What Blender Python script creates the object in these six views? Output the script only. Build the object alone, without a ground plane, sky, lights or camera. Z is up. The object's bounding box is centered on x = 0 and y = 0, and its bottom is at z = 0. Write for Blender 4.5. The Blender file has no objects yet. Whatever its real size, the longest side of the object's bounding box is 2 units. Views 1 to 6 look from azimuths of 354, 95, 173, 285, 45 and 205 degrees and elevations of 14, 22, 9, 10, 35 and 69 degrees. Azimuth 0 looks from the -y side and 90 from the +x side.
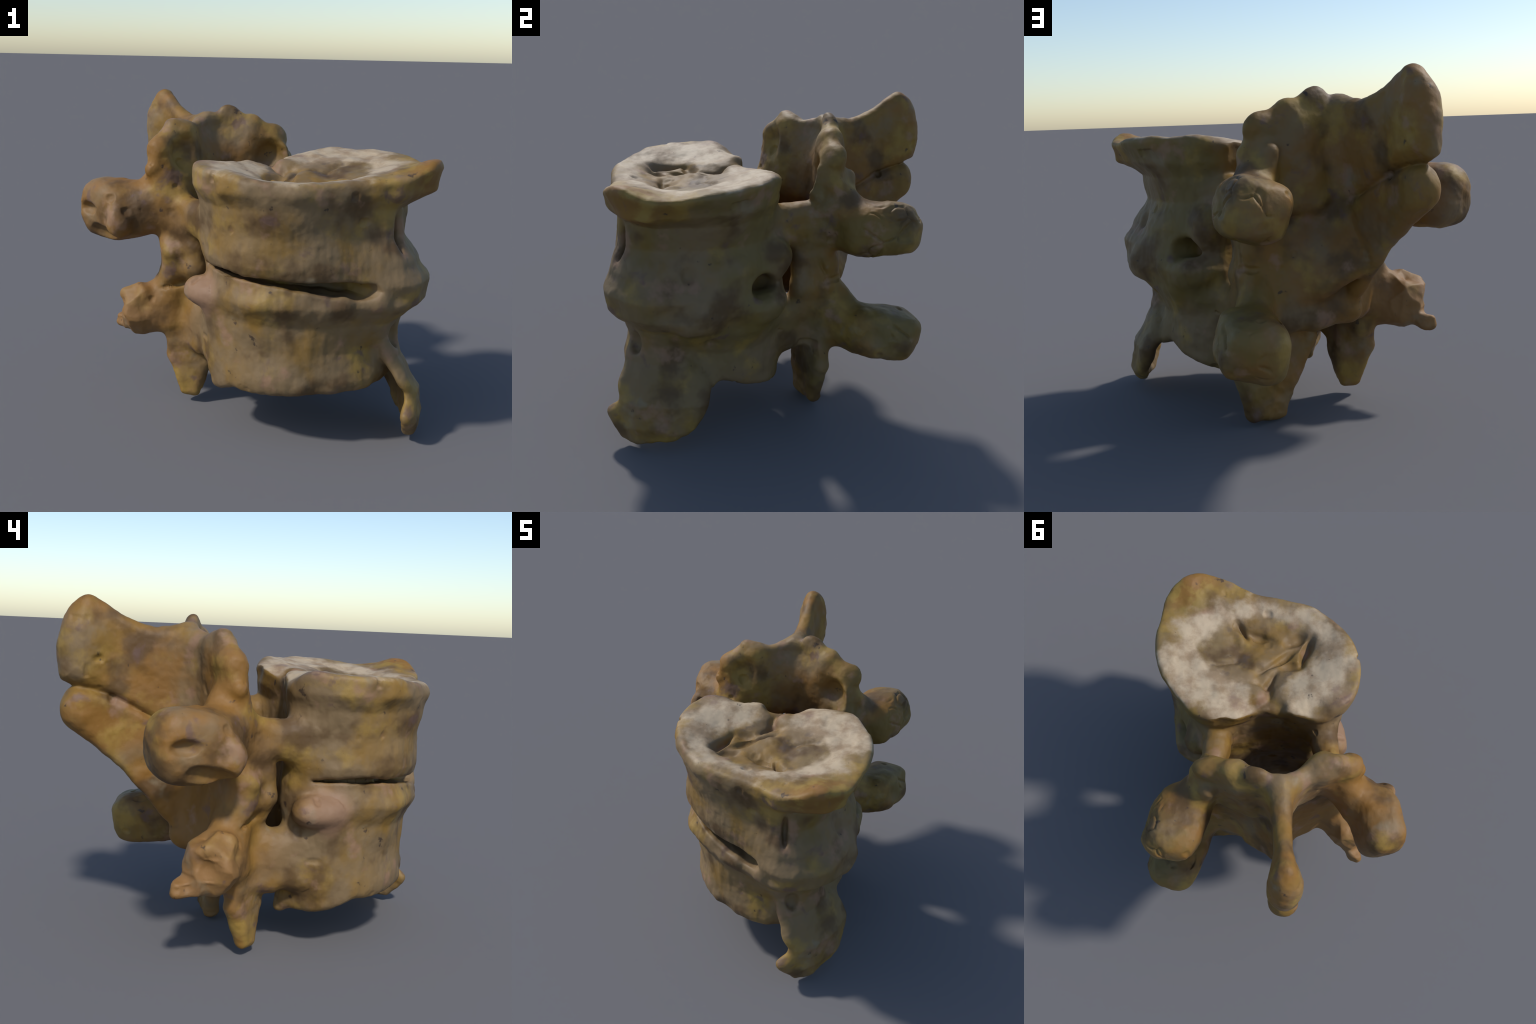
# Two fused vertebrae (old bone specimen), modelled as a smooth implicit body
# (profiles, plates, tapered chains and ellipsoids blended together), meshed by
# surface nets and then split into its anatomical parts.
import bpy, math
import numpy as np

RES = 0.0072
ANG = math.radians(30.0)
RX = np.array([math.cos(ANG), math.sin(ANG), 0.0])      # lateral axis "a"
PX = np.array([-math.sin(ANG), math.cos(ANG), 0.0])     # toward the spine tips "b"
ORG = np.array([0.29, -0.42, 0.0])
LO = np.array([-1.06, -0.84, -0.04])
HI = np.array([0.98, 1.72, 1.95])

# ------------------------------------------------------------------ noise
def _hash(ix, iy, iz, seed):
    h = (ix.astype(np.uint32) * np.uint32(374761393)) ^ (iy.astype(np.uint32) * np.uint32(668265263)) \
        ^ (iz.astype(np.uint32) * np.uint32(2147483647)) ^ np.uint32(seed * 974711 + 12345)
    h = (h ^ (h >> np.uint32(13))) * np.uint32(1274126177)
    h = (h ^ (h >> np.uint32(16))) * np.uint32(2246822519)
    h = h ^ (h >> np.uint32(15))
    return (h & np.uint32(0xFFFFFF)).astype(np.float32) / np.float32(0x7FFFFF) - 1.0

def vnoise(P, freq, seed):
    Q = P * freq + 137.0
    I = np.floor(Q).astype(np.int64)
    f = (Q - I).astype(np.float32)
    f = f * f * f * (f * (f * 6 - 15) + 10)
    out = np.zeros(len(P), np.float32)
    for dx in (0, 1):
        for dy in (0, 1):
            for dz in (0, 1):
                w = (f[:, 0] if dx else 1 - f[:, 0]) * (f[:, 1] if dy else 1 - f[:, 1]) * (f[:, 2] if dz else 1 - f[:, 2])
                out += w * _hash(I[:, 0] + dx, I[:, 1] + dy, I[:, 2] + dz, seed)
    return out

def fbm(P, freq, seed, octs=3):
    s = 0; a = 1.0; t = 0
    for o in range(octs):
        s = s + a * vnoise(P, freq * 2.03 ** o, seed + o * 17); t += a; a *= 0.5
    return s / t

def sstep(e0, e1, x):
    t = np.clip((x - e0) / (e1 - e0), 0, 1)
    return t * t * (3 - 2 * t)

# ------------------------------------------------------------------ field
axes = [np.arange(LO[i], HI[i], RES, dtype=np.float32) for i in range(3)]
SHAPE = tuple(len(a) for a in axes)
FIELD = np.full(SHAPE, 0.5, np.float32)
LABD = np.full(SHAPE, 9.0, np.float32)
LAB = np.zeros(SHAPE, np.int8)
GROUPS = []

def window(lo, hi, m):
    sl = []
    for i in range(3):
        a = max(0, int((lo[i] - m - LO[i]) / RES)); b = min(SHAPE[i], int((hi[i] + m - LO[i]) / RES) + 2)
        sl.append(slice(a, max(b, a + 1)))
    sl = tuple(sl)
    A = axes[0][sl[0]][:, None, None]; B = axes[1][sl[1]][None, :, None]; Z = axes[2][sl[2]][None, None, :]
    return sl, A, B, Z

def smin(x, y, k):
    if k <= 0: return np.minimum(x, y)
    h = np.maximum(k - np.abs(x - y), 0) / k
    return np.minimum(x, y) - h * h * k * 0.25

def put(group, sl, d, k):
    d = np.broadcast_to(d, FIELD[sl].shape).astype(np.float32)
    FIELD[sl] = smin(FIELD[sl], d, k)
    if group not in GROUPS: GROUPS.append(group)
    g = GROUPS.index(group)
    m = d < LABD[sl]
    LABD[sl] = np.where(m, d, LABD[sl]); LAB[sl] = np.where(m, g, LAB[sl])

def cut(sl, d, k):
    FIELD[sl] = -smin(-FIELD[sl], np.broadcast_to(d, FIELD[sl].shape), k)

def unit(v):
    v = np.array(v, float); return v / np.linalg.norm(v)

def frame(u, n):
    """orthonormal axes: u first, n made square to it, then their product"""
    u = unit(u); n = np.array(n, float); n = unit(n - u * (n @ u)); return u, n, np.cross(u, n)

def box_d(A, B, Z, c, r, ax, n):
    """super-ellipsoid, blockier with larger n"""
    x, y, z = A - c[0], B - c[1], Z - c[2]; s = 0
    for v, q in zip(ax, r):
        s = s + np.abs((x * v[0] + y * v[1] + z * v[2]) / q) ** n
    return (s ** (1.0 / n) - 1) * (min(r) * .6 + max(r) * .4)

def ell_d(A, B, Z, c, r, ax):
    x, y, z = A - c[0], B - c[1], Z - c[2]
    k0 = 0; k1 = 0
    for v, q in zip(ax, r):
        p = x * v[0] + y * v[1] + z * v[2]
        k0 = k0 + (p / q) ** 2; k1 = k1 + (p / q ** 2) ** 2
    k0 = np.sqrt(k0); k1 = np.sqrt(k1) + 1e-6
    return k0 * (k0 - 1) / k1

IDENT = (np.array([1., 0, 0]), np.array([0, 1., 0]), np.array([0, 0, 1.]))

def blob(group, c, r, ax=IDENT, k=0.06):
    R = max(r); sl, A, B, Z = window(np.array(c) - R, np.array(c) + R, k + 0.03)
    put(group, sl, ell_d(A, B, Z, c, r, ax), k)

def block(group, c, r, ax=IDENT, k=0.06, n=3.2):
    R = max(r) * 1.2; sl, A, B, Z = window(np.array(c) - R, np.array(c) + R, k + 0.03)
    put(group, sl, box_d(A, B, Z, c, r, ax, n), k)

def hollow(c, r, ax=IDENT, k=0.03):
    R = max(r); sl, A, B, Z = window(np.array(c) - R, np.array(c) + R, k + 0.03)
    cut(sl, ell_d(A, B, Z, c, r, ax), k)

def seg_d(A, B, Z, s0, s1):
    """stadium section swept from station to station: (centre, half width, half thickness, width direction)"""
    c0, w0, t0, u0 = np.array(s0[0], float), s0[1], s0[2], np.array(s0[3], float)
    c1, w1, t1, u1 = np.array(s1[0], float), s1[1], s1[2], np.array(s1[3], float)
    ax = c1 - c0; L = np.linalg.norm(ax); e = ax / L
    u = u0 / np.linalg.norm(u0) + u1 / np.linalg.norm(u1)
    u = u - e * (u @ e); u = u / np.linalg.norm(u); v = np.cross(e, u)
    x, y, z = A - c0[0], B - c0[1], Z - c0[2]
    s = x * e[0] + y * e[1] + z * e[2]
    t = np.clip(s / L, 0, 1); ex = s - t * L
    pu = np.abs(x * u[0] + y * u[1] + z * u[2]); pv = x * v[0] + y * v[1] + z * v[2]
    w = w0 + (w1 - w0) * t; th = t0 + (t1 - t0) * t
    return np.sqrt(np.maximum(pu - (w - th), 0) ** 2 + pv ** 2 + ex ** 2) - th

def chain(group, st, k=0.06, ki=0.04):
    P = np.array([s[0] for s in st]); M = max(max(s[1], s[2]) for s in st)
    sl, A, B, Z = window(P.min(0) - M, P.max(0) + M, k + 0.03)
    d = None
    for s0, s1 in zip(st[:-1], st[1:]):
        q = seg_d(A, B, Z, s0, s1); d = q if d is None else smin(d, q, ki)
    put(group, sl, d, k)

def poly_d(B, Z, pts):
    """signed distance to a closed side profile"""
    pts = np.array(pts, float); d = np.full(np.broadcast(B, Z).shape, 1e9); s = np.ones(d.shape)
    n = len(pts); j = n - 1
    for i in range(n):
        ex, ey = pts[j] - pts[i]; wx, wy = B - pts[i][0], Z - pts[i][1]
        t = np.clip((wx * ex + wy * ey) / (ex * ex + ey * ey), 0, 1)
        d = np.minimum(d, (wx - ex * t) ** 2 + (wy - ey * t) ** 2)
        c1 = Z >= pts[i][1]; c2 = Z < pts[j][1]; c3 = ex * wy > ey * wx
        fl = (c1 & c2 & c3) | (~c1 & ~c2 & ~c3)
        s = np.where(fl, -s, s); j = i
    return s * np.sqrt(d)

def rounded(pts, n=6):
    """closed Catmull-Rom through the profile points"""
    p = np.array(pts, float); out = []
    for i in range(len(p)):
        p0, p1, p2, p3 = p[i - 1], p[i], p[(i + 1) % len(p)], p[(i + 2) % len(p)]
        for t in np.linspace(0, 1, n, endpoint=False):
            out.append(0.5 * (2 * p1 + (p2 - p0) * t + (2 * p0 - 5 * p1 + 4 * p2 - p3) * t * t + (3 * p1 - p0 - 3 * p2 + p3) * t ** 3))
    return out

def plate(group, pts, mid, half, k=0.05, reach=0.3):
    """side profile in (b, z), centred on a = mid(b, z), half thickness half(b, z)"""
    pr = np.array(rounded(pts)); bl, zl = pr.min(0); bh, zh = pr.max(0)
    ms = [mid(b, z) for b, z in pts]
    sl, A, B, Z = window((min(ms) - reach, bl, zl), (max(ms) + reach, bh, zh), k + 0.03)
    d2 = poly_d(B, Z, pr); t = half(B, Z) + 0 * d2; m = mid(B, Z) + 0 * d2
    put(group, sl, np.sqrt(np.maximum(d2 + t, 0) ** 2 + (A - m) ** 2) - t, k)

def ramp(x, xs, ys):
    return np.interp(np.asarray(x, float), xs, ys)

# ------------------------------------------------------------------ vertebral bodies
STEP = 22.5     # outline radius every 22.5 degrees, starting on the -a side, going round by the front
LEVELS = [
    (0.10, [.46, .43, .41, .41, .42, .45, .47, .46, .48, .51, .52, .46, .37, .38, .46, .49]),
    (0.30, [.48, .44, .42, .42, .44, .48, .51, .48, .49, .52, .53, .46, .37, .38, .47, .51]),
    (0.40, [.49, .45, .43, .43, .46, .49, .51, .48, .49, .52, .53, .45, .36, .37, .47, .52]),
    (0.55, [.48, .44, .42, .41, .42, .46, .48, .45, .48, .51, .50, .40, .33, .35, .48, .53]),
    (0.70, [.49, .46, .43, .42, .44, .53, .55, .53, .55, .56, .53, .40, .33, .37, .52, .56]),
    (0.82, [.54, .52, .49, .48, .51, .65, .68, .62, .58, .60, .57, .40, .34, .39, .54, .54]),
    (0.93, [.52, .49, .47, .46, .50, .67, .69, .62, .57, .55, .54, .39, .34, .39, .54, .52]),
    (1.03, [.55, .53, .49, .47, .49, .62, .63, .55, .55, .53, .54, .40, .34, .38, .52, .56]),
    (1.18, [.545, .52, .48, .46, .45, .55, .535, .48, .48, .49, .48, .38, .32, .36, .50, .55]),
    (1.32, [.56, .55, .51, .48, .47, .54, .545, .51, .51, .51, .49, .38, .31, .35, .53, .59]),
    (1.41, [.61, .58, .53, .50, .50, .61, .71, .61, .58, .55, .53, .42, .33, .37, .54, .63]),
    (1.52, [.62, .57, .51, .48, .48, .66, .735, .665, .62, .57, .53, .44, .34, .38, .54, .63]),
    (1.66, [.61, .56, .50, .47, .47, .65, .725, .665, .61, .56, .52, .43, .34, .38, .53, .62]),
]

def periodic(vals, th):
    n = len(vals); v = np.array(vals, np.float32)
    x = (th + 180.0) / STEP; i = np.floor(x).astype(int); t = (x - i).astype(np.float32)
    p0, p1, p2, p3 = v[(i - 1) % n], v[i % n], v[(i + 1) % n], v[(i + 2) % n]
    return 0.5 * (2 * p1 + (p2 - p0) * t + (2 * p0 - 5 * p1 + 4 * p2 - p3) * t * t + (3 * p1 - p0 - 3 * p2 + p3) * t ** 3)

def endplate(A, B):
    """height of the exposed end surface: raised rim, pitted centre, notch to the canal"""
    z = 1.525 + 0.065 * B + 0.04 * A - .018 * sstep(-.1, -.4, B)
    z = z + 0.08 * np.exp(-((A - .42) ** 2 + (B + .58) ** 2) / 0.03) - .04 * np.exp(-((A + .33) ** 2 + (B - .38) ** 2) / .012)
    z = z - .055 * sstep(.26, .43, B)
    rr = np.sqrt((A / .62) ** 2 + (B / .46) ** 2); z = z - 0.036 * sstep(1.0, .45, rr)
    pit = np.exp(-(((A + .03 + .15 * B) / .34) ** 2 + ((B + .09) / .22) ** 2) ** 2)
    rough = vnoise(np.stack([A, B, 0 * A], -1).reshape(-1, 3), 9.0, 5).reshape(A.shape)
    rough2 = vnoise(np.stack([A, B, 0 * A], -1).reshape(-1, 3), 22.0, 8).reshape(A.shape)
    z = z - pit * (0.045 + 0.022 * rough + 0.007 * rough2)
    # crevices torn into the floor of the pit: (centre a, b, direction in degrees, length, width, depth)
    for (a, b, an, ln, wd, q) in [(-.30, -.08, 70, .10, .022, .060), (-.24, -.16, 20, .07, .03, .045), (.10, -.24, 120, .07, .022, .060), (-.12, -.02, 35, .15, .018, .035),
                                  (.20, .0, 5, .09, .02, .022), (-.20, .02, 0, .08, .025, .030), (-.02, -.20, 160, .10, .02, .030), (-.07, .12, 60, .08, .02, .030)]:
        ca, sa = math.cos(math.radians(an)), math.sin(math.radians(an)); u = (A - a) * ca + (B - b) * sa; v = -(A - a) * sa + (B - b) * ca + .012 * rough
        z = z - q * np.exp(-(u / ln) ** 4 - (v / wd) ** 2)
    z = z - (0.055 + .02 * rough) * np.exp(-((A + .05 + .1 * rough) / .08) ** 2) * sstep(.0, .2, B)
    z = z + 0.005 * rough + 0.002 * rough2
    return z

def gap_level(A):
    return 0.915 - 0.07 * A + 0.06 * np.clip(-A - .3, 0, 1)

def bodies():
    sl, A, B, Z = window((-.8, -.8, .1), (.85, .6, 1.7), 0.1)
    th = np.degrees(np.arctan2(B, A))[:, :, 0]; rho = np.sqrt(A * A + B * B)
    rings = np.stack([periodic(v, th) for _, v in LEVELS])
    zs = np.array([l[0] for l in LEVELS]); zz = axes[2][sl[2]]
    x = np.interp(zz, zs, np.arange(len(zs))); i = np.clip(np.floor(x).astype(int), 0, len(zs) - 2); t = (x - i); t = t * t * (3 - 2 * t) * .5 + t * .5
    Rr = rings[i] * (1 - t)[:, None, None] + rings[i + 1] * t[:, None, None]
    Rr = np.transpose(Rr, (1, 2, 0))
    side = (rho - Rr) * 0.93
    top = Z - endplate(A[:, :, 0] + 0 * B[:, :, 0], B[:, :, 0] + 0 * A[:, :, 0])[:, :, None]
    bot = (0.315 + .05 * A - 0.28 * np.clip(B, 0, 1) + 0.06 * np.exp(-((A / .3) ** 2 + (B / .25) ** 2))) - Z
    d = -smin(-side, -top, 0.035); d = -smin(-d, -bot, 0.06)
    g = gap_level(A)
    # open disc gap: all round the left and the front, not where bone bridges it on the right
    ang = th[:, :, None]
    opened = sstep(-70, -84, ang) + sstep(136, 150, ang)
    wedge = np.exp(-((A + .06) / .2) ** 2) * (B < 0)
    half = 0.012 + 0.035 * wedge
    depth = 0.13 + 0.14 * wedge
    gd = np.maximum(np.abs(Z - (g - .01 * wedge)) - half, (Rr - depth) - rho)
    gd = gd + (1 - np.clip(opened, 0, 1)) * 0.3
    d = -smin(-d, gd, 0.02)
    up = Z > g
    put('vertebral_body', sl, np.where(up, d, 8.0), 0)
    put('vertebral_body.001', sl, np.where(up, 8.0, d), 0)
bodies()

V = (0, 0, 1)
# ------------------------------------------------------------------ bone spurs on the bodies
blob('bone_spur', (-.485, .20, .795), (.08, .15, .075), frame((1, .35, 0), (-.35, 1, 0)), k=.06)
blob('bone_spur', (-.50, .31, .80), (.08, .08, .07), k=.05)

def spur_plate(group, pts, k=.08):
    """hanging spur: a curved sheet whose profile is drawn in world (y, z)"""
    pr = np.array(rounded(pts))
    sl, A, B, Z = window((.05, -.75, .0), (.85, .15, .85), 0)
    X = ORG[0] + RX[0] * A + PX[0] * B; Y = ORG[1] + RX[1] * A + PX[1] * B
    d2 = poly_d(Y + .02 + 0 * Z, Z + 0 * Y, pr)
    mid = np.interp(Z, [.05, .15, .3, .5, .7], [.90, .915, .90, .775, .72]) - .35 * np.clip(Y + .44, 0, 1) - .45 * np.clip(-.64 - Y, 0, 1)
    t = .040
    put(group, sl, np.sqrt(np.maximum(d2 + t, 0) ** 2 + ((X - mid) * .95) ** 2) - t, k)
spur_plate('bone_spur.001', [(-.70, .60), (-.74, .45), (-.76, .367), (-.755, .275), (-.825, .185), (-.76, .08), (-.67, .035), (-.53, .05), (-.40, .075),
                             (-.29, .15), (-.245, .243), (-.235, .376), (-.29, .463), (-.36, .53), (-.45, .62), (-.55, .68)])

# ------------------------------------------------------------------ pedicles and laminae
for s, m, z0, h0, z1, m1 in [(1, .28, 1.20, .12, .57, .295), (-1, -.40, 1.165, .095, .51, -.36)]:
    arch = 'vertebral_arch'; arch2 = 'vertebral_arch.001'
    chain(arch, [((m, .27, z0 - .02), .15, .10, V), ((m, .45, z0), h0, .075, V), ((m + .04 * s, .66, z0), .14, .06, V)], k=.08)
    chain(arch2, [((m1 + .02 * s, .20, z1 + .02), .17, .10, V), ((m1, .45, z1), .17, .08, V), ((m1 + .02 * s, .66, z1 + .03), .18, .06, V)], k=.08)
# laminae: plates from the facet columns back to the midline ridge
MID = -.10
for s, wu, wl, du, dl, tilt in ((1, .43, .42, (.01, .01, .02), (.08, .06, .03), -.06), (-1, .385, .365, (.0, -.03, -.045), (.01, .0, -.03), .18)):
    chain('vertebral_arch', [((MID + s * wu, .70 + du[0], 1.33), .18, .055, V), ((MID + s * .33, .735 + du[1], 1.37), .24, .055, (0, tilt, 1)), ((MID + s * .20, .785 + du[2], 1.41), .27, .065, (0, tilt, 1)), ((MID + s * .03, .83, 1.44), .25, .08, (0, 0, 1))], k=.05, ki=.08)
    chain('vertebral_arch.001', [((MID + s * wl, .64 + dl[0], .78), .22, .055, V), ((MID + s * .34, .68 + dl[1], .79), .27, .06, (0, -.05, 1)), ((MID + s * .20, .74 + dl[2], .81), .30, .07, (0, -.1, 1)), ((MID + s * .03, .80 + .5 * dl[2], .85), .33, .08, (0, -.25, 1))], k=.03, ki=.08)
# broad flat flank of the lower arch on the right
chain('vertebral_arch.001', [((.26, .73, .84), .20, .04, (0, -.1, 1)), ((.08, .83, .92), .22, .045, (0, -.3, 1)), ((-.06, .985, 1.0), .20, .045, (0, -.6, 1))], k=.05, ki=.08)
# locked joint between the two arches
LS, RS = (-.2, 1, 0), (.25, 1, 0)
chain('articular_process.004', [((-.42, .65, 1.18), .11, .06, LS), ((-.405, .575, .98), .12, .06, LS), ((-.40, .565, .86), .12, .07, LS), ((-.35, .60, .68), .10, .06, LS)], k=.05)
hollow((-.50, .62, .74), (.09, .11, .03), frame((1, 0, 0), (0, 1, -.35)), k=.03)
chain('articular_process.005', [((.33, .64, 1.18), .11, .06, RS), ((.325, .60, 1.0), .12, .06, RS), ((.34, .60, .82), .12, .07, RS), ((.33, .60, .68), .11, .07, RS)], k=.05)
hollow((.46, .64, .95), (.07, .015, .10), frame((1, 0, 0), (0, 1, .5)), k=.02)

# ------------------------------------------------------------------ spinous processes
plate('spinous_process', [(.80, 1.70), (.98, 1.71), (1.06, 1.705), (1.2, 1.75), (1.30, 1.81), (1.38, 1.85), (1.45, 1.82), (1.51, 1.74), (1.545, 1.6), (1.535, 1.45), (1.49, 1.405),
                          (1.30, 1.36), (1.10, 1.265), (.9, 1.18), (.8, 1.3)],
      lambda b, z: MID + .003 + 0 * b, lambda b, z: ramp(b, [.8, 1.0, 1.25, 1.42, 1.6], [.055, .047, .048, .096, .098]) + ramp(z, [1.25, 1.6], [-.015, .015]) * ramp(b, [1.0, 1.25], [1, 0]) - ramp(z, [1.68, 1.82], [0, .03]) * ramp(b, [1.2, 1.35], [0, 1]), k=.10)
plate('spinous_process.001', [(.8, 1.1), (1.05, 1.225), (1.28, 1.345), (1.45, 1.385), (1.51, 1.34), (1.525, 1.25), (1.49, 1.18), (1.36, 1.085), (1.14, .88), (.975, .69), (.85, .54), (.75, .6)],
      lambda b, z: ramp(z, [.6, .9, 1.2, 1.4], [-.12, -.105, -.09, -.10]) + 0 * b, lambda b, z: ramp(b, [.8, 1.0, 1.25, 1.42, 1.6], [.05, .04, .042, .08, .085]) + 0 * z, k=.03)

# ------------------------------------------------------------------ articular processes
chain('articular_process', [((-.46, .70, 1.24), .10, .06, (1, .1, 0)), ((-.44, .71, 1.38), .105, .055, (1, .15, 0)), ((-.405, .745, 1.54), .13, .048, (1, .15, 0)), ((-.37, .76, 1.655), .082, .045, (1, .15, 0))], k=.05)
hollow((-.39, .53, 1.54), (.12, .175, .16), k=.03)
chain('articular_process.001', [((-.01, .825, 1.60), .15, .045, V), ((.15, .79, 1.56), .155, .045, V), ((.31, .73, 1.48), .14, .048, (-.15, 0, 1)), ((.325, .71, 1.38), .14, .05, (-.15, 0, 1))], k=.05)
blob('articular_process.001', (.04, .825, 1.715), (.075, .045, .065), k=.04)
blob('articular_process.001', (.33, .735, 1.60), (.07, .05, .06), k=.04)
hollow((.22, .56, 1.47), (.11, .17, .13), k=.03)
hollow((-.17, .80, 1.76), (.035, .1, .05), k=.04)
chain('articular_process.002', [((-.37, .59, .50), .17, .07, (1, -.9, 0)), ((-.37, .59, .29), .14, .05, (1, -.9, 0)), ((-.385, .58, .085), .068, .042, (1, -.9, 0))], k=.06)
chain('vertebral_body.001', [((-.26, .28, .45), .09, .08, (1, 0, 0)), ((-.25, .355, .22), .03, .028, (1, 0, 0))], k=.06)
chain('articular_process.003', [((.18, .66, .50), .25, .065, (1, 0, 0)), ((.26, .645, .27), .22, .05, (1, 0, 0)), ((.28, .645, .062), .13, .042, (1, 0, 0))], k=.05)

# ------------------------------------------------------------------ transverse processes
chain('transverse_process', [((-.46, .70, 1.20), .15, .095, V), ((-.58, .80, 1.18), .155, .135, V)], k=.07)
block('transverse_process', (-.69, .965, 1.17), (.15, .205, .18), frame((-.9, -.2, -.12), (-.2, .9, 0)), k=.06, n=3.0)
blob('transverse_process', (-.755, .775, 1.13), (.075, .075, .10), k=.05)
hollow((-.87, .87, 1.00), (.13, .17, .085), frame((-.9, -.3, -.5), (-.3, .9, .2)), k=.015)
hollow((-.85, 1.0, 1.18), (.05, .07, .035), k=.03)
chain('transverse_process.001', [((.34, .70, 1.21), .14, .07, V), ((.47, .85, 1.20), .14, .13, V)], k=.07)
block('transverse_process.001', (.525, .935, 1.195), (.17, .22, .155), frame((.92, -.38, .28), (.38, .92, .1)), k=.06, n=3.2)
chain('transverse_process.002', [((-.38, .64, .60), .15, .06, V), ((-.50, .74, .585), .14, .10, V), ((-.585, .81, .57), .16, .13, (0, -.4, 1))], k=.06)
blob('transverse_process.002', (-.62, .75, .69), (.045, .06, .05), k=.05)
block('transverse_process.002', (-.625, .95, .465), (.05, .07, .045), k=.05)
hollow((-.77, .88, .60), (.11, .13, .11), k=.015)
chain('transverse_process.003', [((.32, .66, .59), .16, .08, V), ((.50, .84, .57), .14, .13, V)], k=.07)
block('transverse_process.003', (.58, .975, .55), (.175, .215, .15), frame((.92, -.38, .22), (.38, .92, -.1)), k=.06, n=3.2)

# webs of bone that flare from the facet columns into the side processes
blob('vertebral_arch', (.375, .745, 1.31), (.07, .10, .12), frame((.8, -.6, 0), (.6, .8, -.6)), k=.09)
blob('vertebral_arch', (-.475, .75, 1.31), (.07, .10, .12), frame((.8, .6, 0), (-.6, .8, -.6)), k=.09)
blob('vertebral_arch.001', (.38, .75, .72), (.06, .10, .10), frame((.8, -.6, 0), (.6, .8, -.6)), k=.09)
blob('vertebral_arch.001', (-.46, .70, .72), (.06, .09, .09), frame((.8, .6, 0), (-.6, .8, -.6)), k=.09)

# ------------------------------------------------------------------ canal and nerve openings
sl, A, B, Z = window((-.5, .3, .0), (.3, .9, 1.9), .05)
rear = np.interp(Z, [.3, .6, .95, 1.15, 1.28, 1.65], [.70, .68, .74, .75, .665, .82])      # rear wall of the canal
canal = np.sqrt(((A + .08) / np.interp(Z, [.6, .8, 1.0, 1.2], [.215, .245, .235, .205])) ** 2 + ((B - (rear + .355) / 2) / ((rear - .355) / 2)) ** 2)
cut(sl, (canal - 1) * .17, .03)
hollow((.56, .46, .94), (.15, .022, .10), k=.03)
hollow((.50, .24, .925), (.19, .09, .075), k=.03)
hollow((-.61, .42, .96), (.18, .035, .11), frame((1, 0, 0), (0, 1, .3)), k=.03)
# knobbly lower edge of the bridging bone
blob('vertebral_body', (.50, -.14, .82), (.09, .16, .10), frame((1, .3, 0), (-.3, 1, .2)), k=.08)
blob('vertebral_body.001', (.47, .25, .80), (.08, .10, .08), k=.07)
blob('vertebral_body', (.41, .34, 1.07), (.08, .09, .10), k=.07)
# slit beside the bridging column, nutrient holes, hollows above the spur
hollow((.235, -.55, 1.20), (.022, .10, .11), frame((1, .3, 0), (-.3, 1, 0)), k=.03)
for c, r in [((.50, -.36, 1.09), .022), ((.50, -.22, 1.075), .035), ((.45, -.30, .60), .03), ((.50, -.10, .62), .03), ((.28, -.46, .60), .04)]:
    hollow(c, (r, r, r * 1.5), k=.03)

# ------------------------------------------------------------------ surface nets
def surface_nets(F):
    S = F < 0
    n = np.array(F.shape) - 1
    c = np.zeros(tuple(n), np.int8)
    for i in (0, 1):
        for j in (0, 1):
            for k in (0, 1):
                c += S[i:i + n[0], j:j + n[1], k:k + n[2]]
    act = (c > 0) & (c < 8)
    idx = np.argwhere(act); vid = np.full(act.shape, -1, np.int64); vid[act] = np.arange(len(idx))
    acc = np.zeros((len(idx), 3)); cnt = np.zeros(len(idx))
    cor = np.array([[i, j, k] for i in (0, 1) for j in (0, 1) for k in (0, 1)])
    for p in range(8):
        for q in range(p + 1, 8):
            if np.abs(cor[p] - cor[q]).sum() != 1: continue
            a = F[tuple((idx + cor[p]).T)].astype(float); b = F[tuple((idx + cor[q]).T)].astype(float)
            m = (a < 0) != (b < 0); t = np.where(m, a / np.where(m, a - b, 1), 0)
            acc += np.where(m[:, None], cor[p] + t[:, None] * (cor[q] - cor[p]), 0); cnt += m
    vert = (idx + acc / cnt[:, None]) * RES + LO
    faces = []
    for ax in range(3):
        sh = [slice(None)] * 3; sh2 = [slice(None)] * 3
        sh[ax] = slice(0, -1); sh2[ax] = slice(1, None)
        a = S[tuple(sh)]; b = S[tuple(sh2)]
        e = np.argwhere(a != b); o1, o2 = (ax + 1) % 3, (ax + 2) % 3
        ok = (e[:, o1] > 0) & (e[:, o2] > 0) & (e[:, o1] < n[o1]) & (e[:, o2] < n[o2]); e = e[ok]
        fl = a[tuple(e.T)]
        q = []
        for d1, d2 in ((1, 1), (0, 1), (0, 0), (1, 0)):
            t = e.copy(); t[:, o1] -= d1; t[:, o2] -= d2; q.append(vid[tuple(t.T)])
        q = np.stack(q, 1); q[~fl] = q[~fl][:, ::-1]; faces.append(q)
    return vert, np.concatenate(faces), idx

verts, quads, cells = surface_nets(FIELD)

# keep the largest connected piece
def components(nv, fs):
    lab = np.arange(nv)
    while True:
        m = lab[fs].min(1); new = lab.copy()
        np.minimum.at(new, fs.ravel(), np.repeat(m, 4)); new = new[new]
        if (new == lab).all(): return lab
        lab = new
lab = components(len(verts), quads)
ids, num = np.unique(lab, return_counts=True); keep = lab == ids[num.argmax()]
remap = np.cumsum(keep) - 1
quads = remap[quads[keep[quads[:, 0]]]]; verts = verts[keep]; cells = cells[keep]

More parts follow.
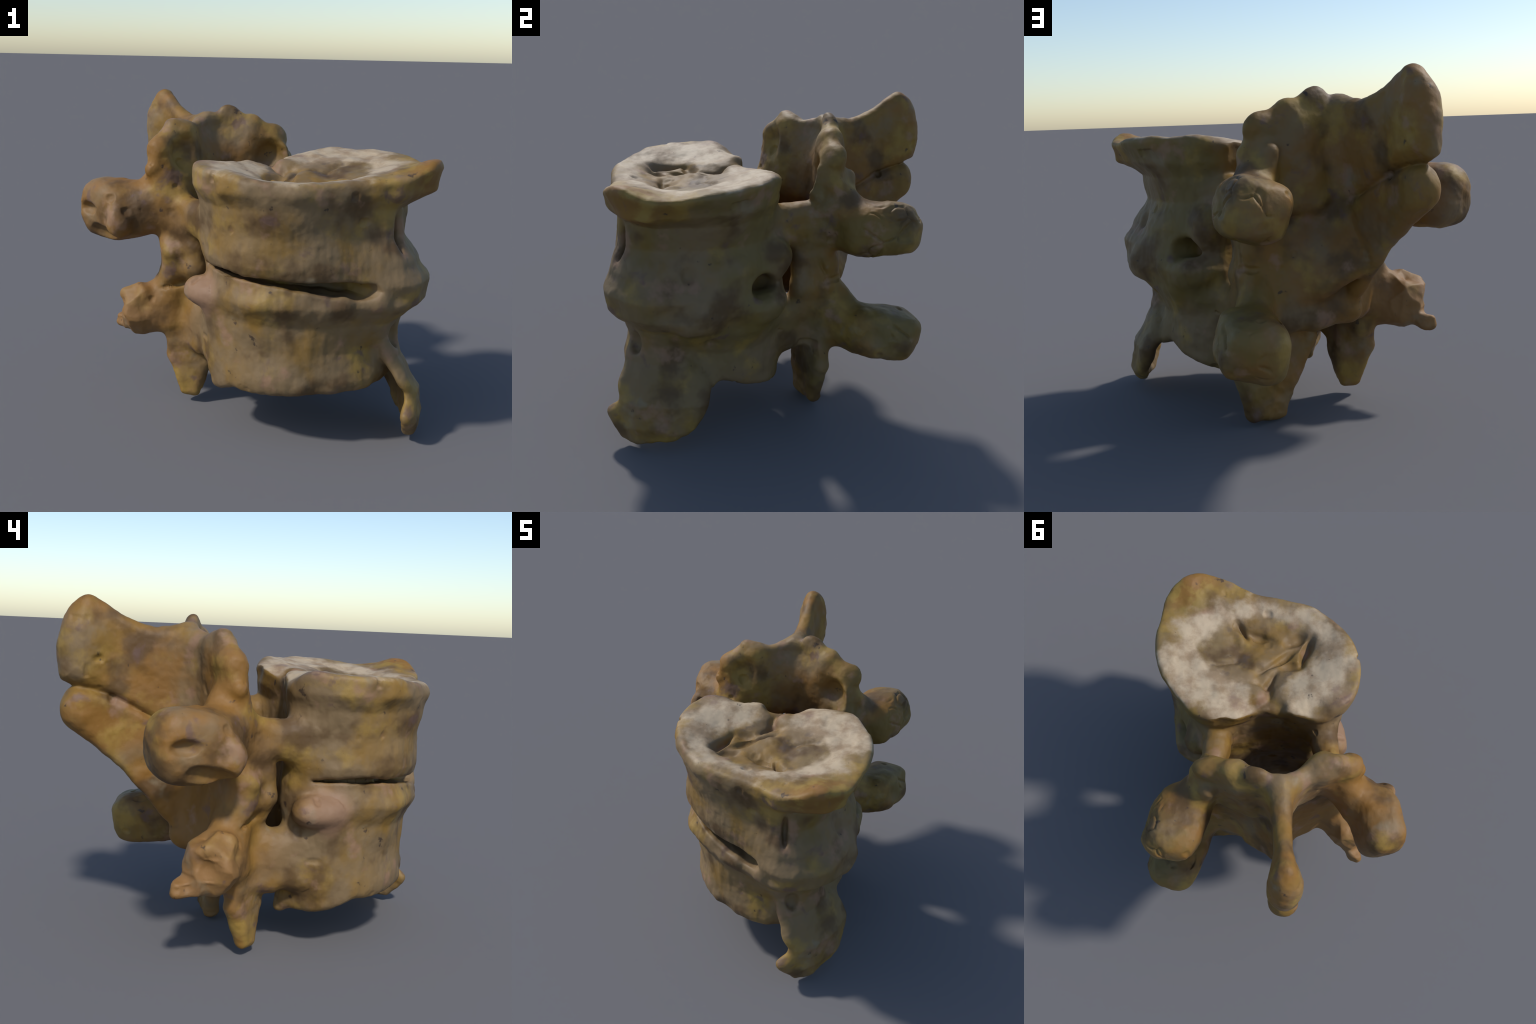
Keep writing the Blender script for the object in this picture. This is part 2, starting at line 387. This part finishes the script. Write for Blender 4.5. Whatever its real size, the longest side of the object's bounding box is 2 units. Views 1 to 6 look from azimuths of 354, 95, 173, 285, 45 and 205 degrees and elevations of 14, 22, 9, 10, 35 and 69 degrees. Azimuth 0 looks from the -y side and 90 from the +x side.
edges = np.concatenate([quads[:, [i, (i + 1) % 4]] for i in range(4)])
deg = np.bincount(edges.ravel(), minlength=len(verts)).astype(float)
def relax(X, f):
    s = np.zeros_like(X)
    for c in range(X.shape[1]):
        s[:, c] = np.bincount(edges[:, 0], X[edges[:, 1], c], len(X)) + np.bincount(edges[:, 1], X[edges[:, 0], c], len(X))
    return X + f * (s / deg[:, None] - X)
def normals(X):
    a = X[quads[:, 2]] - X[quads[:, 0]]; b = X[quads[:, 3]] - X[quads[:, 1]]; fn = np.cross(a, b)
    N = np.zeros_like(X)
    for c in range(3):
        N[:, c] = np.bincount(quads.ravel(), np.repeat(fn[:, c], 4), len(X))
    return N / (np.linalg.norm(N, axis=1)[:, None] + 1e-12)
for _ in range(2):
    verts = relax(verts, .5); verts = relax(verts, -.45)
N = normals(verts)

# surface relief: broad lumps, small bumps, vertical grain on the bodies, pits, split flakes
a_, b_, z_ = verts.T
part = LAB[tuple(cells.T)]
is_body = np.isin(part, [GROUPS.index('vertebral_body'), GROUPS.index('vertebral_body.001')])
near = lambda c, r0, r1: sstep(r1, r0, np.linalg.norm(verts - np.array(c), axis=1))
broken = near((-.66, .90, .59), .16, .26)
lump = fbm(verts, 5.5, 1, 2); bump = fbm(verts, 17, 3, 3)
grain = fbm(verts * np.array([1, 1, .22]), 22, 33, 2)
pits = np.clip(vnoise(verts, 15, 9) - .66, 0, 1) * (vnoise(verts, 3, 21) > .15)
off = (0.012 - .006 * sstep(1.4, 1.6, z_) * sstep(.5, .65, b_)) * lump + np.where(is_body, .0040, .0050) * bump - 0.045 * pits
wall = is_body * sstep(1.42, 1.36, z_)
off += .004 * grain * wall
rim = np.exp(-((z_ - 1.41) / .05) ** 2) + np.exp(-((z_ - .85) / .05) ** 2) + np.exp(-((z_ - .36) / .05) ** 2)
off += .014 * vnoise(verts * np.array([1, 1, .5]), 11, 41) * rim * is_body
off += broken * .010 * (1 - 2 * np.abs(vnoise(verts, 8, 51)))
def scoops(P, freq, seed):
    """distance to the nearest scattered point: rounded hollows that meet in sharp crests"""
    Q = P * freq + 57.0; I = np.floor(Q).astype(np.int64); d1 = np.full(len(P), 9.0)
    for i in (-1, 0, 1):
        for j in (-1, 0, 1):
            for k in (-1, 0, 1):
                C = I + np.array([i, j, k]); o = np.stack([_hash(C[:, 0], C[:, 1], C[:, 2], seed + m) for m in range(3)], 1) * .5 + .5
                d1 = np.minimum(d1, np.linalg.norm(C + o - Q, axis=1))
    return d1
for w, f, amp in ((broken, 8.0, .060), (near((-.72, .95, 1.17), .16, .26), 6.0, .022),
                  (near((.60, .97, 1.19), .17, .25), 6.5, .024), (near((.65, 1.0, .55), .17, .25), 6.5, .022),
                  (near((.42, -.40, .12), .18, .30), 13.0, .016), (near((.25, .67, .10), .12, .24), 13.0, .016),
                  (near((-.1, 1.50, 1.55), .15, .32), 5.0, .018)):
    wi = np.nonzero(w > 0)[0]
    off[wi] += w[wi] * amp * (scoops(verts[wi], f, 83) - .55)
def cell_edge(P, freq, seed):
    """distance between the two nearest scattered points: small along cell borders"""
    Q = P * freq + 91.0; I = np.floor(Q).astype(np.int64); d1 = np.full(len(P), 9.0); d2 = d1.copy()
    for i in (-1, 0, 1):
        for j in (-1, 0, 1):
            for k in (-1, 0, 1):
                C = I + np.array([i, j, k]); o = np.stack([_hash(C[:, 0], C[:, 1], C[:, 2], seed + m) for m in range(3)], 1) * .5 + .5
                d = np.linalg.norm(C + o - Q, axis=1); n = d < d1
                d2 = np.where(n, d1, np.minimum(d2, d)); d1 = np.where(n, d, d1)
    return d2 - d1
worn = np.maximum(near((.62, .97, 1.19), .17, .25), near((.67, 1.0, .55), .17, .25))
tip = (worn > 0) & (N[:, 0] > .1)
ti = np.nonzero(tip)[0]
if len(ti):
    wv = verts[ti] + .03 * np.stack([vnoise(verts[ti], 9, 60 + m) for m in range(3)], 1)
    e = cell_edge(wv, 7.0, 70)
    off[ti] += (-.013 * np.exp(-(e / .05) ** 2) * sstep(-.05, .35, vnoise(verts[ti], 8, 75)) + .012 * vnoise(verts[ti], 9, 77)) * sstep(.1, .4, N[ti, 0]) * worn[ti]
verts = verts + N * off[:, None]
N = normals(verts)

fp = part[quads]; face_part = np.sort(fp, 1)[:, 1]
W = ORG + verts[:, :1] * RX + verts[:, 1:2] * PX + np.array([0, 0, 1]) * verts[:, 2:3]
NW = N[:, :1] * RX + N[:, 1:2] * PX + N[:, 2:3] * np.array([0, 0, 1])

# ------------------------------------------------------------------ material
def bone_material():
    m = bpy.data.materials.new('aged_bone'); m.use_nodes = True
    nt = m.node_tree; nt.nodes.clear(); L = nt.links.new
    def node(t, **kw):
        n = nt.nodes.new(t)
        for k, v in kw.items(): setattr(n, k, v)
        return n
    def math_(op, x, y=None, clamp=False):
        n = node('ShaderNodeMath', operation=op, use_clamp=clamp)
        for i, v in enumerate((x, y)):
            if v is None: continue
            if hasattr(v, 'links'): L(v, n.inputs[i])
            else: n.inputs[i].default_value = v
        return n.outputs[0]
    def step(x, e0, e1):
        n = node('ShaderNodeMapRange', interpolation_type='SMOOTHSTEP'); L(x, n.inputs[0])
        lo, hi, inv = (e0, e1, False) if e0 < e1 else (e1, e0, True)
        n.inputs[1].default_value = lo; n.inputs[2].default_value = hi
        n.inputs[3].default_value = 1.0 if inv else 0.0; n.inputs[4].default_value = 0.0 if inv else 1.0
        return n.outputs[0]
    tc = node('ShaderNodeTexCoord').outputs['Object']
    mp = node('ShaderNodeMapping'); L(tc, mp.inputs[0])        # turn into the bone's own frame
    mp.inputs['Rotation'].default_value = (0, 0, -ANG)
    mp.inputs['Location'].default_value = (-float(ORG @ RX), -float(ORG @ PX), 0)
    loc = mp.outputs[0]
    sx = node('ShaderNodeSeparateXYZ'); L(loc, sx.inputs[0]); A, B, Z = sx.outputs
    def noise(scale, detail=4, rough=.55, dist=0.0, off=0.0, sc=(1, 1, 1)):
        q = node('ShaderNodeMapping'); L(loc, q.inputs[0]); q.inputs['Location'].default_value = (off, off * .7, off * 1.3); q.inputs['Scale'].default_value = sc
        n = node('ShaderNodeTexNoise'); L(q.outputs[0], n.inputs['Vector'])
        n.inputs['Scale'].default_value = scale; n.inputs['Detail'].default_value = detail
        n.inputs['Roughness'].default_value = rough; n.inputs['Distortion'].default_value = dist
        return n.outputs[0]
    def mix(f, c0, c1):
        n = node('ShaderNodeMix', data_type='RGBA'); f_, a_, b_ = n.inputs[0], n.inputs[6], n.inputs[7]
        if hasattr(f, 'links'): L(f, f_)
        else: f_.default_value = f
        for v, i in ((c0, a_), (c1, b_)):
            if hasattr(v, 'links'): L(v, i)
            else: i.default_value = (*v, 1)
        return n.outputs[2]
    TAN, OCHRE, BROWN, ORANGE, OLIVE = (.190, .127, .063), (.208, .117, .024), (.085, .046, .017), (.218, .100, .017), (.145, .104, .024)
    PURPLE, DARK, PALE, PINK, GREY, YELLOW = (.120, .070, .058), (.035, .022, .018), (.45, .355, .24), (.26, .150, .092), (.22, .180, .115), (.30, .190, .040)
    c = mix(step(noise(3.2, 5), .42, .62), TAN, OCHRE)
    back = step(B, .25, .75)
    c = mix(math_('MULTIPLY', back, math_('MULTIPLY', step(noise(2.6, 4, off=7.7), .36, .58), .8)), c, ORANGE)
    right = step(A, .05, .5)
    c = mix(math_('MULTIPLY', right, math_('MULTIPLY', step(noise(2.9, 4, off=11.3), .40, .60), .7)), c, OLIVE)
    front = math_('MULTIPLY', step(B, .2, -.2), step(Z, 1.46, 1.36))
    c = mix(math_('MULTIPLY', front, math_('MULTIPLY', step(noise(6, 4, off=5.2, sc=(1, 1, .3)), .33, .60), .7)), c, TAN)
    c = mix(math_('MULTIPLY', step(noise(3.6, 5, off=37.0), .52, .68), .75), c, YELLOW)
    c = mix(math_('MULTIPLY', step(noise(4.0, 4, .5, off=3.1), .51, .68), .85), c, BROWN)
    c = mix(math_('MULTIPLY', step(noise(5.2, 4, off=19.0), .58, .70), .7), c, PINK)
    def around(a, b, z, r0, r1):
        d = node('ShaderNodeVectorMath', operation='DISTANCE'); L(loc, d.inputs[0]); d.inputs[1].default_value = (a, b, z)
        return step(math_('ADD', d.outputs['Value'], math_('MULTIPLY', noise(6, 4, off=71), .1)), r1 + .05, r0 + .05)
    c = mix(math_('MULTIPLY', around(.46, -.56, 1.50, .12, .30), .75), c, mix(step(noise(8, 4, off=73), .45, .62), ORANGE, YELLOW))
    c = mix(math_('MULTIPLY', around(-.57, .22, .82, .08, .20), .75), c, PINK)
    c = mix(math_('MULTIPLY', around(-.60, .85, .58, .12, .32), .5), c, (.25, .135, .055))
    c = mix(math_('MULTIPLY', step(noise(4.0, 4, off=23.0), .63, .73), .5), c, GREY)
    c = mix(math_('MULTIPLY', step(noise(6.0, 4, dist=.3, off=29.0), .62, .72), .7), c, PURPLE)
    # chalky exposed end surface: pale ring, ochre pitted middle
    up = node('ShaderNodeSeparateXYZ'); g = node('ShaderNodeNewGeometry'); L(g.outputs['Normal'], up.inputs[0])
    ra = math_('POWER', math_('DIVIDE', A, .60), 2.0); rb = math_('POWER', math_('DIVIDE', B, .46), 2.0)
    rad = math_('SQRT', math_('ADD', ra, rb)); wob = math_('MULTIPLY', math_('SUBTRACT', noise(5, 5, off=41), .5), .8)
    radw = math_('ADD', rad, wob)
    plate_ = math_('MULTIPLY', math_('MULTIPLY', step(Z, 1.40, 1.47), step(up.outputs[2], .35, .75)), step(radw, 1.06, .86))
    ci = math_('SQRT', math_('ADD', math_('POWER', math_('DIVIDE', math_('ADD', A, .02), .34), 2.0), math_('POWER', math_('DIVIDE', math_('ADD', B, .08), .22), 2.0)))
    notch = math_('MULTIPLY', step(math_('ABSOLUTE', math_('ADD', math_('ADD', A, .05), math_('MULTIPLY', wob, .3))), .13, .07), step(B, -.05, .1))
    ring = math_('MULTIPLY', math_('MULTIPLY', plate_, math_('SUBTRACT', 1.0, notch)), step(math_('ADD', ci, math_('MULTIPLY', wob, 1.3)), .92, 1.22))
    chalk = mix(step(noise(7, 5, .6, off=53), .40, .66), PALE, (.28, .195, .115))
    chalk = mix(math_('MULTIPLY', step(noise(5, 4, off=57), .56, .68), .7), chalk, (.22, .14, .10))
    c = mix(math_('MULTIPLY', ring, .92), c, chalk)
    # dark specks, then dark blotches over the end surface's middle
    c = mix(math_('MULTIPLY', step(noise(13, 3, off=61), .68, .74), .75), c, DARK)
    c = mix(math_('MULTIPLY', plate_, math_('MULTIPLY', step(noise(8, 4, off=67), .56, .68), math_('MULTIPLY', step(ci, 1.3, .8), .8))), c, (.085, .06, .045))
    out = node('ShaderNodeOutputMaterial'); bs = node('ShaderNodeBsdfPrincipled'); L(bs.outputs[0], out.inputs[0])
    L(c, bs.inputs['Base Color'])
    bs.inputs['Roughness'].default_value = .60
    bs.inputs['Specular IOR Level'].default_value = .35
    bp = node('ShaderNodeBump'); bp.inputs['Strength'].default_value = .15; bp.inputs['Distance'].default_value = .01
    L(noise(38, 5, .6), bp.inputs['Height']); L(bp.outputs[0], bs.inputs['Normal'])
    return m
mat = bone_material()

# ------------------------------------------------------------------ parts
root = bpy.data.objects.new('fused_vertebrae', None)
bpy.context.scene.collection.objects.link(root)
root['label'] = 'two fused old spine bones with ochre brown weathered surface'
root['category'] = 'bone'
for g, name in enumerate(GROUPS):
    fq = quads[face_part == g]
    if not len(fq): continue
    u, inv = np.unique(fq, return_inverse=True); inv = inv.reshape(fq.shape)
    me = bpy.data.meshes.new(name.split('.')[0])
    me.vertices.add(len(u)); me.vertices.foreach_set('co', W[u].astype(np.float32).ravel())
    me.loops.add(inv.size); me.loops.foreach_set('vertex_index', inv.astype(np.int32).ravel())
    me.polygons.add(len(inv)); me.polygons.foreach_set('loop_start', np.arange(0, inv.size, 4, dtype=np.int32))
    me.update(calc_edges=True); me.validate()
    me.polygons.foreach_set('use_smooth', np.ones(len(me.polygons), bool))
    me.normals_split_custom_set_from_vertices(NW[u].astype(np.float32))
    me.materials.append(mat)
    ob = bpy.data.objects.new(name, me); bpy.context.scene.collection.objects.link(ob); ob.parent = root
print('verts', len(verts), 'bbox', W.min(0).round(3), W.max(0).round(3))
